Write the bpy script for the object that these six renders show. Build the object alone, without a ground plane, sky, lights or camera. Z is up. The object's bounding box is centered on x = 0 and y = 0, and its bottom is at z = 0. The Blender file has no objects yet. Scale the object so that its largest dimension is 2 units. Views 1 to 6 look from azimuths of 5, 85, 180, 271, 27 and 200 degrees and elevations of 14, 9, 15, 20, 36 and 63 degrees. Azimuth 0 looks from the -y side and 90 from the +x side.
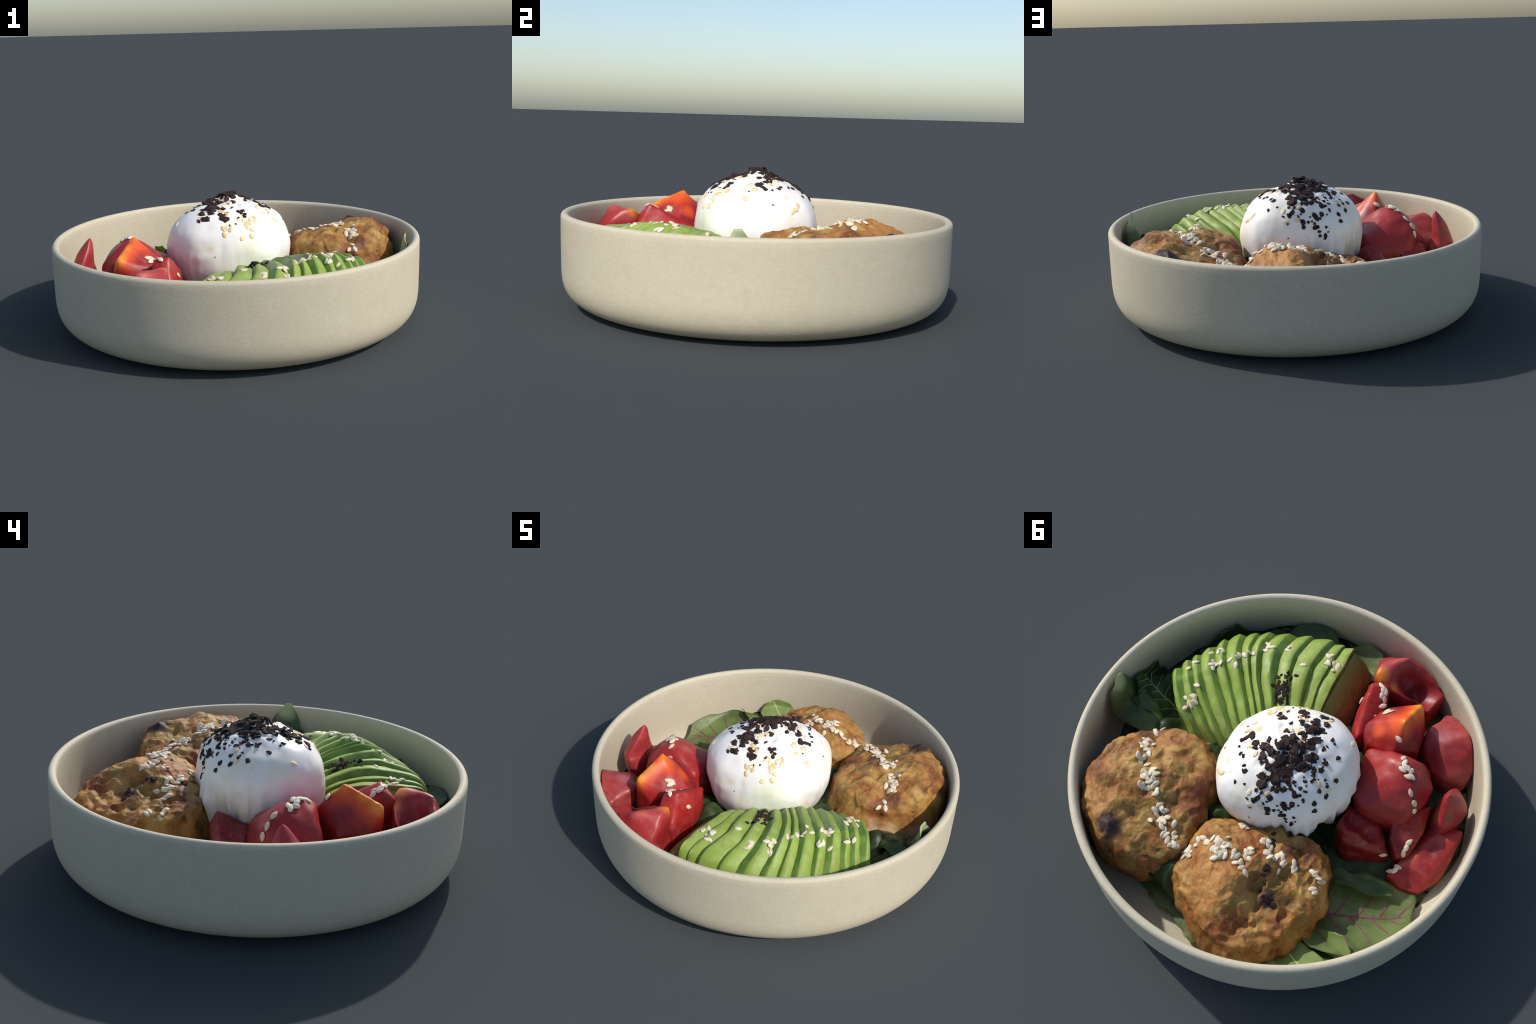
import bpy, bmesh, math, random
import numpy as np
from mathutils import Vector, Matrix
from mathutils.bvhtree import BVHTree

rng = random.Random(7)
SCENE = bpy.context.scene

# ------------------------------------------------------------------ numeric helpers
_perm = np.random.RandomState(11).permutation(256)
_perm = np.concatenate([_perm, _perm, _perm])
_grad = np.random.RandomState(5).normal(size=(256, 3))
_grad /= np.linalg.norm(_grad, axis=1)[:, None]


def perlin(P, freq=1.0, seed=0.0):
    P = np.asarray(P, float) * freq + seed * 17.31 + 100.0
    i = np.floor(P).astype(int)
    f = P - i
    w = f * f * f * (f * (f * 6 - 15) + 10)
    i &= 255
    out = 0.0
    for dx in (0, 1):
        for dy in (0, 1):
            for dz in (0, 1):
                h = _perm[_perm[_perm[i[:, 0] + dx] + i[:, 1] + dy] + i[:, 2] + dz]
                g = _grad[h]
                d = (g * (f - (dx, dy, dz))).sum(1)
                wt = (w[:, 0] if dx else 1 - w[:, 0]) * (w[:, 1] if dy else 1 - w[:, 1]) * (w[:, 2] if dz else 1 - w[:, 2])
                out = out + d * wt
    return out * 1.6


def fbm(P, freq, octaves=3, seed=0.0):
    return sum(perlin(P, freq * 2 ** k, seed + k) / 2 ** k for k in range(octaves))


def catmull(points, ts):
    """Catmull-Rom through the control points, at parameters 0..1."""
    p = np.asarray(points, float)
    n = len(p) - 1
    x = np.clip(np.asarray(ts, float), 0, 1) * n
    i = np.minimum(x.astype(int), n - 1)
    f = (x - i)[:, None]
    ext = np.vstack([2 * p[0] - p[1], p, 2 * p[-1] - p[-2]])
    a, b, c, d = ext[i], ext[i + 1], ext[i + 2], ext[i + 3]
    return 0.5 * (2 * b + (c - a) * f + (2 * a - 5 * b + 4 * c - d) * f ** 2 + (3 * b - a - 3 * c + d) * f ** 3)


def thin_plate(ctrl, XY, smooth=1e-4):
    """Height surface through (x, y, z) control points."""
    c = np.asarray(ctrl, float)
    q, z = c[:, :2], c[:, 2]

    def U(r2):
        return np.where(r2 > 1e-12, 0.5 * r2 * np.log(np.maximum(r2, 1e-12)), 0)
    K = U(((q[:, None] - q[None]) ** 2).sum(-1)) + smooth * np.eye(len(q))
    Pm = np.hstack([np.ones((len(q), 1)), q])
    A = np.block([[K, Pm], [Pm.T, np.zeros((3, 3))]])
    s = np.linalg.solve(A, np.concatenate([z, np.zeros(3)]))
    XY = np.asarray(XY, float)
    out = s[-3] + XY @ s[-2:]
    for k in range(len(q)):
        out = out + s[k] * U(((XY - q[k]) ** 2).sum(-1))
    return out


def smoothstep(a, b, x):
    t = np.clip((x - a) / (b - a), 0, 1)
    return t * t * (3 - 2 * t)


def periodic_radius(outline, centre, thetas):
    """Outline points (x, y) round a centre -> smooth radius at the given angles."""
    o = np.asarray(outline, float) - centre
    a = np.arctan2(o[:, 1], o[:, 0])
    r = np.hypot(o[:, 0], o[:, 1])
    k = np.argsort(a)
    a, r = a[k], r[k]
    a = np.concatenate([a - 2 * np.pi, a, a + 2 * np.pi])
    r = np.concatenate([r, r, r])
    out = np.interp(thetas, a, r)
    # round off the corners of the outline
    fine = np.linspace(-np.pi, np.pi, 361)[:-1]
    rf = np.interp(fine, a, r)
    kern = np.exp(-0.5 * (np.arange(-24, 25) / 9.0) ** 2)
    kern /= kern.sum()
    rf = np.convolve(np.concatenate([rf[-24:], rf, rf[:24]]), kern, "valid")
    return np.interp(np.mod(thetas + np.pi, 2 * np.pi) - np.pi, np.append(fine, np.pi), np.append(rf, rf[0]))


# ------------------------------------------------------------------ scene helpers
def grid_faces(n, m, wrap=False, flip=False):
    """Quads of an n x m vertex grid (rows n, columns m)."""
    f = []
    for i in range(n - 1):
        for j in range(m if wrap else m - 1):
            k = (j + 1) % m
            q = (i * m + j, i * m + k, (i + 1) * m + k, (i + 1) * m + j)
            f.append(q[::-1] if flip else q)
    return f


def new_object(name, verts, faces, mat, origin=(0, 0, 0), parent=None, smooth=True, sharp=None):
    v = np.asarray(verts, float) - np.asarray(origin, float)
    me = bpy.data.meshes.new(name)
    me.from_pydata(v.tolist(), [], faces)
    me.validate()
    bm = bmesh.new()
    bm.from_mesh(me)
    bmesh.ops.recalc_face_normals(bm, faces=bm.faces)
    bm.to_mesh(me)
    bm.free()
    for m in mat if isinstance(mat, (list, tuple)) else [mat]:
        me.materials.append(m)
    if smooth:
        me.polygons.foreach_set("use_smooth", [True] * len(me.polygons))
    if sharp:
        me.set_sharp_from_angle(angle=math.radians(sharp))
    ob = bpy.data.objects.new(name, me)
    SCENE.collection.objects.link(ob)
    ob.location = origin
    if parent is not None:
        ob.parent = parent
        ob.location = Vector(origin) - parent.location
    return ob


def tag(ob, label, category):
    ob["label"], ob["category"] = label, category
    return ob


def world_bvh(obs):
    vs, fs = [], []
    for o in obs:
        off = o.location.copy()
        p = o.parent
        while p is not None:
            off += p.location
            p = p.parent
        b = len(vs)
        vs.extend(v.co + off for v in o.data.vertices)
        fs.extend(tuple(b + i for i in f.vertices) for f in o.data.polygons)
    return BVHTree.FromPolygons(vs, fs)


# ------------------------------------------------------------------ material helpers
def srgb(r, g, b):
    f = lambda c: (c / 255 / 12.92) if c / 255 <= 0.04045 else ((c / 255 + 0.055) / 1.055) ** 2.4
    return (f(r), f(g), f(b), 1.0)


class Mat:
    """Small builder for a Principled material on Object coordinates."""

    def __init__(self, name, rough=0.6, spec=0.4, **inputs):
        self.m = bpy.data.materials.new(name)
        self.m.use_nodes = True
        self.t = self.m.node_tree
        self.bsdf = self.t.nodes["Principled BSDF"]
        self.bsdf.inputs["Roughness"].default_value = rough
        self.bsdf.inputs["Specular IOR Level"].default_value = spec
        for k, v in inputs.items():
            self.bsdf.inputs[k.replace("_", " ")].default_value = v
        self.co = self.t.nodes.new("ShaderNodeTexCoord").outputs["Object"]

    def node(self, kind, **props):
        n = self.t.nodes.new(kind)
        for k, v in props.items():
            setattr(n, k, v)
        return n

    def link(self, a, b):
        self.t.links.new(a, b)

    def noise(self, scale, detail=3.0, rough=0.55, dist=0.0, stretch=None, seed=0.0):
        n = self.node("ShaderNodeTexNoise", noise_dimensions="4D")
        n.inputs["Scale"].default_value = scale
        n.inputs["Detail"].default_value = detail
        n.inputs["Roughness"].default_value = rough
        n.inputs["Distortion"].default_value = dist
        n.inputs["W"].default_value = seed
        if stretch:
            mp = self.node("ShaderNodeMapping")
            mp.inputs["Scale"].default_value = stretch
            self.link(self.co, mp.inputs["Vector"])
            self.link(mp.outputs[0], n.inputs["Vector"])
        else:
            self.link(self.co, n.inputs["Vector"])
        return n.outputs["Fac"]

    def voronoi(self, scale, feature="F1"):
        n = self.node("ShaderNodeTexVoronoi", feature=feature)
        n.inputs["Scale"].default_value = scale
        self.link(self.co, n.inputs["Vector"])
        return n.outputs["Distance"]

    def step(self, fac, a, b, lo=0.0, hi=1.0):
        n = self.node("ShaderNodeMapRange", interpolation_type="SMOOTHSTEP")
        n.inputs["From Min"].default_value, n.inputs["From Max"].default_value = a, b
        n.inputs["To Min"].default_value, n.inputs["To Max"].default_value = lo, hi
        self.link(fac, n.inputs["Value"])
        return n.outputs["Result"]

    def math(self, op, a, b=None):
        n = self.node("ShaderNodeMath", operation=op)
        for k, x in enumerate((a, b)):
            if x is None:
                continue
            if isinstance(x, (int, float)):
                n.inputs[k].default_value = x
            else:
                self.link(x, n.inputs[k])
        return n.outputs[0]

    def mix(self, fac, a, b, mode="MIX"):
        n = self.node("ShaderNodeMix", data_type="RGBA", blend_type=mode)
        if isinstance(fac, (int, float)):
            n.inputs["Factor"].default_value = fac
        else:
            self.link(fac, n.inputs["Factor"])
        for k, x in (("A", a), ("B", b)):
            s = [i for i in n.inputs if i.name == k and i.type == "RGBA"][0]
            if isinstance(x, tuple):
                s.default_value = x
            else:
                self.link(x, s)
        return [o for o in n.outputs if o.type == "RGBA"][0]

    def ramp(self, fac, stops):
        n = self.node("ShaderNodeValToRGB")
        e = n.color_ramp.elements
        while len(e) < len(stops):
            e.new(0.5)
        for k, (p, c) in enumerate(stops):
            e[k].position, e[k].color = p, c
        self.link(fac, n.inputs["Fac"])
        return n.outputs["Color"]

    def spot(self, centre, radius, soft=0.5, wobble=0.25, freq=14.0, stretch=(1, 1, 1), seed=0.0):
        """1 inside a ragged spot about a point (object coordinates), 0 outside."""
        s = self.node("ShaderNodeVectorMath", operation="SUBTRACT")
        self.link(self.co, s.inputs[0])
        s.inputs[1].default_value = centre
        d = self.node("ShaderNodeVectorMath", operation="MULTIPLY")
        self.link(s.outputs[0], d.inputs[0])
        d.inputs[1].default_value = stretch
        l = self.node("ShaderNodeVectorMath", operation="LENGTH")
        self.link(d.outputs[0], l.inputs[0])
        w = self.math("MULTIPLY", self.math("SUBTRACT", self.noise(freq, 3, seed=seed), 0.5), wobble * 4 * radius)
        return self.step(self.math("ADD", l.outputs["Value"], w), radius, radius * (1 - soft))

    def axis(self, k):
        n = self.node("ShaderNodeSeparateXYZ")
        self.link(self.co, n.inputs[0])
        return n.outputs[k]

    def colour(self, c):
        if isinstance(c, tuple):
            self.bsdf.inputs["Base Color"].default_value = c
        else:
            self.link(c, self.bsdf.inputs["Base Color"])
        return self

    def rough(self, c):
        self.link(c, self.bsdf.inputs["Roughness"])
        return self

    def bump(self, height, strength=0.3, dist=0.01):
        n = self.node("ShaderNodeBump")
        n.inputs["Strength"].default_value = strength
        n.inputs["Distance"].default_value = dist
        self.link(height, n.inputs["Height"])
        self.link(n.outputs[0], self.bsdf.inputs["Normal"])
        return self

    def translucent(self, colour, amount):
        tr = self.node("ShaderNodeBsdfTranslucent")
        if isinstance(colour, tuple):
            tr.inputs["Color"].default_value = colour
        else:
            self.link(colour, tr.inputs["Color"])
        mx = self.node("ShaderNodeMixShader")
        mx.inputs[0].default_value = amount
        self.link(self.bsdf.outputs[0], mx.inputs[1])
        self.link(tr.outputs[0], mx.inputs[2])
        out = [n for n in self.t.nodes if n.type == "OUTPUT_MATERIAL"][0]
        self.link(mx.outputs[0], out.inputs["Surface"])
        return self

    def random(self):
        return self.node("ShaderNodeObjectInfo").outputs["Random"]


# ------------------------------------------------------------------ materials
def stoneware():
    m = Mat("stoneware_glaze", rough=0.62, spec=0.3)
    big = m.noise(2.2, 4, seed=1.0)
    c = m.ramp(big, [(0.3, srgb(194, 185, 160)), (0.5, srgb(200, 191, 167)), (0.7, srgb(204, 193, 172))])
    fine = m.noise(48, 3, 0.6, seed=2.0, stretch=(1, 1, 1.4))
    c = m.mix(m.step(fine, 0.36, 0.66, 0, 0.7), c, srgb(190, 179, 155))
    mot = m.noise(14, 4, 0.65, seed=5.0)
    c = m.mix(m.step(mot, 0.50, 0.72, 0, 0.35), c, srgb(184, 168, 140))
    c = m.mix(m.step(mot, 0.46, 0.30, 0, 0.3), c, srgb(206, 200, 180))
    return m.colour(m.mix(0.3, c, srgb(198, 189, 165))).bump(fine, 0.08, 0.01).m


def cheese():
    m = Mat("burrata_cheese", rough=0.38, spec=0.45)
    m.bsdf.inputs["Subsurface Weight"].default_value = 0.12
    m.bsdf.inputs["Subsurface Radius"].default_value = (1.0, 0.8, 0.6)
    m.bsdf.inputs["Subsurface Scale"].default_value = 0.03
    n = m.noise(6, 3, seed=4.0)
    c = m.mix(m.step(n, 0.45, 0.7), srgb(243, 239, 233), srgb(240, 233, 217))
    stain = m.step(m.noise(15, 3, 0.6, seed=9.0), 0.58, 0.68)
    c = m.mix(m.math("MULTIPLY", stain, 0.6), c, srgb(236, 216, 168))
    # faint mauve tint low on one side and a greenish tint low on the other
    pink = m.spot((-0.24, -0.20, 0.22), 0.17, 0.9, 0.1, 5)
    c = m.mix(m.math("MULTIPLY", pink, 0.22), c, srgb(206, 178, 192))
    green = m.spot((0.16, -0.30, 0.28), 0.17, 0.9, 0.1, 5)
    c = m.mix(m.math("MULTIPLY", green, 0.4), c, srgb(205, 212, 170))
    return m.colour(c).bump(m.noise(26, 4, seed=3.0), 0.10, 0.01).m


def fritter_crust(name, burns, seed):
    m = Mat(name, rough=0.6, spec=0.35)
    a = m.noise(7, 6, 0.65, 0.3, seed=seed)
    c = m.ramp(a, [(0.30, srgb(84, 46, 24)), (0.40, srgb(128, 76, 34)), (0.50, srgb(156, 106, 52)),
                   (0.60, srgb(168, 126, 66)), (0.72, srgb(190, 154, 92))])
    b = m.step(m.noise(14, 4, 0.6, 0.4, seed=seed + 3), 0.55, 0.68)
    c = m.mix(m.math("MULTIPLY", b, 0.65), c, srgb(142, 76, 34))
    red = m.step(m.noise(15, 4, 0.6, 0.3, seed=seed + 5), 0.58, 0.68)
    c = m.mix(m.math("MULTIPLY", red, 0.75), c, srgb(86, 40, 26))
    g = m.step(m.noise(12, 2, 0.5, seed=seed + 8), 0.60, 0.68)
    c = m.mix(m.math("MULTIPLY", g, 0.6), c, srgb(112, 108, 44))
    gold = m.step(m.noise(6, 4, 0.6, 0.3, seed=seed + 12), 0.50, 0.64, 0, 0.65)
    c = m.mix(gold, c, srgb(184, 148, 82))
    olive = m.step(m.noise(5, 4, 0.6, 0.4, seed=seed + 15), 0.51, 0.65, 0, 0.6)
    c = m.mix(olive, c, srgb(134, 116, 54))
    char = m.step(m.noise(9, 5, 0.65, 0.8, seed=seed + 18), 0.59, 0.71, 0, 0.85)
    c = m.mix(char, c, srgb(70, 34, 26))
    fine = m.noise(70, 3, 0.6, seed=seed + 1)
    c = m.mix(m.step(fine, 0.45, 0.72, 0, 0.3), c, srgb(190, 150, 92))
    for k, (p, r, col, amt) in enumerate(burns):
        c = m.mix(m.math("MULTIPLY", m.spot(p, r, 0.6, 0.3, 16, seed=k), amt), c, col)
    h = m.math("ADD", m.math("MULTIPLY", fine, 0.5), m.noise(28, 4, 0.6, seed=seed + 2))
    return m.colour(c).bump(h, 0.3, 0.01).m


def avocado_flesh():
    m = Mat("avocado_flesh", rough=0.5, spec=0.35)
    m.bsdf.inputs["Subsurface Weight"].default_value = 0.08
    m.bsdf.inputs["Subsurface Scale"].default_value = 0.02
    base = m.mix(m.step(m.noise(5, 3, seed=1.0), 0.38, 0.62), srgb(148, 168, 84), srgb(132, 154, 62))
    streak = m.noise(22, 3, 0.55, 0.4, seed=4.0)
    c = m.mix(m.step(streak, 0.5, 0.68, 0, 0.5), base, srgb(170, 184, 108))
    brown = m.step(m.noise(9, 4, 0.6, 0.6, seed=7.0), 0.56, 0.70, 0, 0.5)
    c = m.mix(brown, c, srgb(116, 110, 40))
    c = m.mix(m.step(m.noise(4.5, 3, 0.6, seed=12.0), 0.5, 0.66, 0, 0.55), c, srgb(138, 144, 52))
    c = m.mix(m.step(m.noise(7, 3, 0.6, seed=15.0), 0.56, 0.7, 0, 0.5), c, srgb(184, 196, 128))
    c = m.mix(m.math("MULTIPLY", m.random(), 0.3), c, srgb(124, 156, 48))
    return m.colour(c).bump(streak, 0.12, 0.006).m


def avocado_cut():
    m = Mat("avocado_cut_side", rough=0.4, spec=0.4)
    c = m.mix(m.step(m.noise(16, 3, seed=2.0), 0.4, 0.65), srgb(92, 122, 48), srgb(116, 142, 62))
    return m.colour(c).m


def avocado_peel():
    m = Mat("avocado_browned_end", rough=0.5, spec=0.35)
    n = m.noise(12, 4, 0.6, 0.4, seed=2.0)
    c = m.ramp(n, [(0.3, srgb(84, 62, 34)), (0.5, srgb(124, 96, 52)), (0.68, srgb(140, 122, 62))])
    # still green where the flesh was cut, browned towards the peel
    ragged = m.math("ADD", m.axis(2), m.math("MULTIPLY", m.math("SUBTRACT", m.noise(9, 3, seed=6.0), 0.5), 0.16))
    c = m.mix(m.step(ragged, 0.0, 0.10, 0, 0.75), c, srgb(132, 142, 64))
    return m.colour(c).m


def tomato(name, base, second, orange=None, extra=None):
    m = Mat(name, rough=0.4, spec=0.4)
    m.bsdf.inputs["Subsurface Weight"].default_value = 0.06
    m.bsdf.inputs["Subsurface Scale"].default_value = 0.02
    n = m.noise(7, 3, 0.55, 0.3, seed=3.0)
    c = m.mix(m.step(n, 0.38, 0.62), base, second)
    painted_gloss = m.step(m.noise(5, 3, 0.6, 0.4, seed=11.0), 0.52, 0.68, 0, 0.5)
    c = m.mix(painted_gloss, c, srgb(182, 96, 96))
    wet = m.step(m.noise(6, 3, 0.6, 0.3, seed=17.0), 0.55, 0.70, 0, 0.6)
    c = m.mix(wet, c, srgb(98, 18, 24))
    warm = m.step(m.noise(8, 3, 0.6, 0.3, seed=23.0), 0.6, 0.74, 0, 0.5)
    c = m.mix(warm, c, srgb(192, 84, 40))
    grain = m.noise(60, 3, 0.6, seed=6.0)
    c = m.mix(m.step(grain, 0.5, 0.75, 0, 0.25), c, srgb(206, 96, 84))
    for p, r, col, amt in (orange or []):
        c = m.mix(m.math("MULTIPLY", m.spot(p, r, 0.85, 0.12, 12), amt), c, col)
    return m.colour(c).bump(grain, 0.08, 0.005).m


def leaf_green(name, dark, light, seed, tip=None):
    m = Mat(name, rough=0.42, spec=0.4)
    n = m.noise(6, 4, 0.6, seed=seed)
    c = m.mix(m.step(n, 0.35, 0.65), dark, light)
    v = m.voronoi(24, "DISTANCE_TO_EDGE")
    c = m.mix(m.step(v, 0.06, 0.0, 0, 0.25), c, light)
    if tip:
        c = m.mix(m.spot(tip[0], tip[1], 0.6, 0.15, 12), c, tip[2])
    m.colour(c).bump(m.noise(26, 3, seed=seed + 2), 0.25, 0.008)
    return m.translucent(c, 0.2).m


def plain(name, c, rough=0.5, spec=0.4, vary=None):
    m = Mat(name, rough=rough, spec=spec)
    if vary:
        c = m.mix(m.random(), c, vary)
    return m.colour(c).m


M_BOWL = stoneware()
M_CHEESE = cheese()
M_SEED = plain("sesame_hull", srgb(228, 216, 194), 0.5, 0.35, srgb(208, 190, 156))
M_TOAST = plain("toasted_sesame_hull", srgb(224, 192, 138), 0.5, 0.35, srgb(236, 218, 180))
M_CRUMB = plain("black_crumb", srgb(40, 30, 30), 0.75, 0.2, srgb(62, 44, 40))
M_VEIN = plain("beet_vein", srgb(128, 58, 84), 0.45)
M_RIB = plain("pale_rib", srgb(176, 190, 130), 0.45)


# ------------------------------------------------------------------ bowl
def build_bowl():
    t = np.linspace(0, np.pi / 2, 26)
    a, b, p = 0.36, 0.25, 3.4
    prof = [(0.0, 0.006), (0.40, 0.006), (0.58, 0.004), (0.62, 0.0)]
    for x in t[::-1]:
        prof.append((1 - a + a * math.cos(x) ** (2 / p) - 0.001, b - b * max(math.sin(x), 0) ** (2 / p)))
    prof += [(0.9995, 0.30), (1.0, 0.36), (1.0, 0.44)]
    for x in np.linspace(0.15, np.pi - 0.15, 12):
        prof.append((0.980 + 0.020 * math.cos(x), 0.463 + 0.022 * math.sin(x)))
    prof += [(0.960, 0.44), (0.962, 0.36), (0.963, 0.29)]
    for x in np.linspace(0, np.pi / 2, 16)[1:]:
        prof.append((0.68 + 0.283 * math.cos(x) ** 0.55, 0.27 - 0.225 * math.sin(x) ** 0.55))
    prof += [(0.4, 0.043), (0.0, 0.042)]
    n = 192
    th = np.linspace(0, 2 * np.pi, n, endpoint=False)
    verts = []
    for r, z in prof[1:-1]:
        w = 1 + 0.0012 * np.sin(3 * th + 0.4) * (r > 0.8)
        verts += np.stack([r * w * np.cos(th), r * w * np.sin(th), np.full(n, z)], -1).tolist()
    rows = len(prof) - 2
    faces = grid_faces(rows, n, wrap=True)
    c0, c1 = len(verts), len(verts) + 1
    verts += [[0, 0, prof[0][1]], [0, 0, prof[-1][1]]]
    for j in range(n):
        k = (j + 1) % n
        faces.append((c0, k, j))
        faces.append((c1, (rows - 1) * n + j, (rows - 1) * n + k))
    return tag(new_object("bowl", verts, faces, M_BOWL), "wide shallow beige stoneware bowl with straight sides", "bowl")


# ------------------------------------------------------------------ burrata
BC = np.array([-0.04, 0.0])


def build_burrata():
    prof = [(0.0, 0.14), (0.35, 0.145), (0.64, 0.165), (0.84, 0.215), (0.948, 0.30), (1.0, 0.40), (0.985, 0.465), (0.91, 0.53),
            (0.765, 0.590), (0.58, 0.630), (0.39, 0.655), (0.22, 0.670), (0.10, 0.682), (0.0, 0.690)]
    # plan radius every so many degrees: flattened where the fritters press on it
    around = np.array([(0, .338), (30, .345), (45, .347), (60, .338), (90, .292), (108, .280), (122, .298), (140, .302), (160, .317), (180, .330), (210, .352), (240, .350), (270, .330), (300, .328), (330, .335), (360, .335)])
    nr, nt = 90, 220
    pr = catmull(prof, np.linspace(0, 1, nr))
    th = np.linspace(0, 2 * np.pi, nt, endpoint=False)
    R, T = np.meshgrid(np.maximum(pr[:, 0], 0), th, indexing="ij")
    Z = np.repeat(pr[:, 1][:, None], nt, 1)
    rad = np.interp(np.degrees(T), around[:, 0], around[:, 1]) - 0.004
    low = smoothstep(0.50, 0.28, Z)
    west = np.clip(np.cos(T - math.radians(150)) + 0.25, 0, 1.2)
    ring = np.stack([np.cos(T), np.sin(T), Z * 0.6], -1).reshape(-1, 3)
    fold = 0.5 - np.abs(perlin(ring, 5.5, 6)).reshape(T.shape) * 1.3
    pleat = (fold * 0.045 + np.sin(T * 9 + 1) * 0.006 - 0.012) * low * west
    # loose lip of cream that droops on the north-west side
    lip = np.exp(-((np.mod(T - math.radians(123) + np.pi, 2 * np.pi) - np.pi) / 0.12) ** 2) * 0.022 * smoothstep(0.42, 0.33, Z)
    rr = R * (rad + pleat) + lip * R
    X, Y = BC[0] + rr * np.cos(T), BC[1] + rr * np.sin(T)
    V = np.stack([X, Y, Z], -1).reshape(-1, 3)
    nrm = np.stack([np.cos(T) * 0.8, np.sin(T) * 0.8, (Z - 0.42) * 2.0], -1).reshape(-1, 3)
    nrm /= np.linalg.norm(nrm, axis=1)[:, None] + 1e-9
    d = 0.010 * fbm(V, 4.5, 2, 1) + 0.0035 * fbm(V, 11, 2, 2)
    d += 0.018 * np.exp(-((V[:, 0] + 0.25) ** 2 + (V[:, 1] + 0.2) ** 2 + (V[:, 2] - 0.56) ** 2) / 0.02)
    d -= 0.014 * np.exp(-((V[:, 0] + 0.2) ** 2 + (V[:, 1] - 0.06) ** 2 + (V[:, 2] - 0.63) ** 2) / 0.015)
    d += 0.012 * np.exp(-((V[:, 0] - 0.16) ** 2 + (V[:, 1] - 0.22) ** 2 + (V[:, 2] - 0.5) ** 2) / 0.015)
    # knotted top, a small ridge running west from the peak
    top = np.exp(-((V[:, 0] + 0.05) ** 2 / 0.004 + (V[:, 1] + 0.018) ** 2 / 0.0018)) * 0.010
    ragged = 0.024 * np.abs(fbm(V, 13, 2, 4)) * smoothstep(0.6, 0.69, V[:, 2])
    V = V + nrm * d[:, None]
    V[:, 2] += top + ragged
    ob = new_object("burrata", V, grid_faces(nr, nt, wrap=True), M_CHEESE, (BC[0], BC[1], 0.17))
    return tag(ob, "white burrata ball topped with black crumbs", "cheese")


# ------------------------------------------------------------------ fritters
def build_fritter(name_label, centre, outline, heights, base, mat, seed, knobs=(), skirt=None):
    centre = np.array(centre)
    nt, nr = 360, 120
    th = np.linspace(-np.pi, np.pi, nt, endpoint=False)
    Rth = periodic_radius(outline, centre, th)
    rows = []
    s_top = np.linspace(0.01, 1, nr) ** 0.8
    XY = centre + (s_top[:, None, None] * Rth[None, :, None]) * np.stack([np.cos(th), np.sin(th)], -1)[None]
    H = thin_plate(heights, XY.reshape(-1, 2), 3e-4).reshape(nr, nt)
    depth = (1 - s_top)[:, None] * Rth[None]
    roll = 0.045
    x = np.clip(1 - depth / roll, 0, 1)
    H = H - 0.045 * (1 - np.sqrt(np.maximum(1 - x ** 2, 0)))
    top = np.concatenate([XY, H[..., None]], -1)
    sides = []
    edge = top[-1]
    for k, (out, dz) in enumerate([(0.010, 0.15), (0.018, 0.35), (0.026, 0.6), (0.03, 0.85), (0.02, 1.0), (-0.18, 1.0)]):
        z = edge[:, 2] * (1 - dz) + base * dz
        r = Rth + out
        if skirt:      # foot slumping outwards on one side
            turn = np.mod(th - math.radians(skirt[0]) + np.pi, 2 * np.pi) - np.pi
            r = r + skirt[1] * np.exp(-(turn / math.radians(skirt[2])) ** 2) * min(1, dz * 1.25) ** 1.5
        sides.append(np.stack([centre[0] + r * np.cos(th), centre[1] + r * np.sin(th), z], -1))
    V = np.concatenate([top, np.array(sides)], 0)
    n = V.shape[0]
    P = V.reshape(-1, 3)
    # lumpy batter: broad humps, pits, small crust grain
    hump = fbm(P, 9, 2, seed)
    pit = -np.maximum(perlin(P, 13, seed + 3) - 0.15, 0)
    grain = fbm(P, 30, 2, seed + 6)
    ridge = 0.5 - np.abs(perlin(P, 16, seed + 9))
    gain = 1 + 0.8 * smoothstep(0.05, -0.15, P[:, 0])
    d = (0.014 * hump + 0.038 * pit + 0.009 * ridge) * gain + 0.004 * grain - 0.002
    dirs = np.zeros_like(P)
    k = smoothstep(0.75, 1.0, np.concatenate([s_top, np.ones(len(sides))]))
    kk = np.repeat(k, nt)
    dirs[:, 0], dirs[:, 1] = np.tile(np.cos(th), n) * kk * 0.9, np.tile(np.sin(th), n) * kk * 0.9
    dirs[:, 2] = 1 - 0.6 * kk
    for kx, ky, kr, kh in knobs:
        d = d + kh * np.exp(-((P[:, 0] - kx) ** 2 + (P[:, 1] - ky) ** 2) / kr ** 2)
    d[-nt * 2:] = 0
    P = P + dirs * d[:, None]
    faces = grid_faces(n, nt, wrap=True)
    c0, c1 = len(P), len(P) + 1
    P = np.vstack([P, P[:nt].mean(0), P[-nt:].mean(0)])
    faces += [(c0, j, (j + 1) % nt) for j in range(nt)] + [(c1, (n - 1) * nt + (j + 1) % nt, (n - 1) * nt + j) for j in range(nt)]
    ob = new_object("fritter", P, faces, mat, (centre[0], centre[1], base))
    return tag(ob, name_label, "fritter")


BURN = srgb(44, 32, 34)
RED = srgb(110, 50, 30)
F1C, F2C = (0.58, 0.29), (-0.06, 0.56)


def rel(c, base, pts):
    return [((x - c[0], y - c[1], z - base), r, col, amt) for (x, y, z), r, col, amt in pts]


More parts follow.
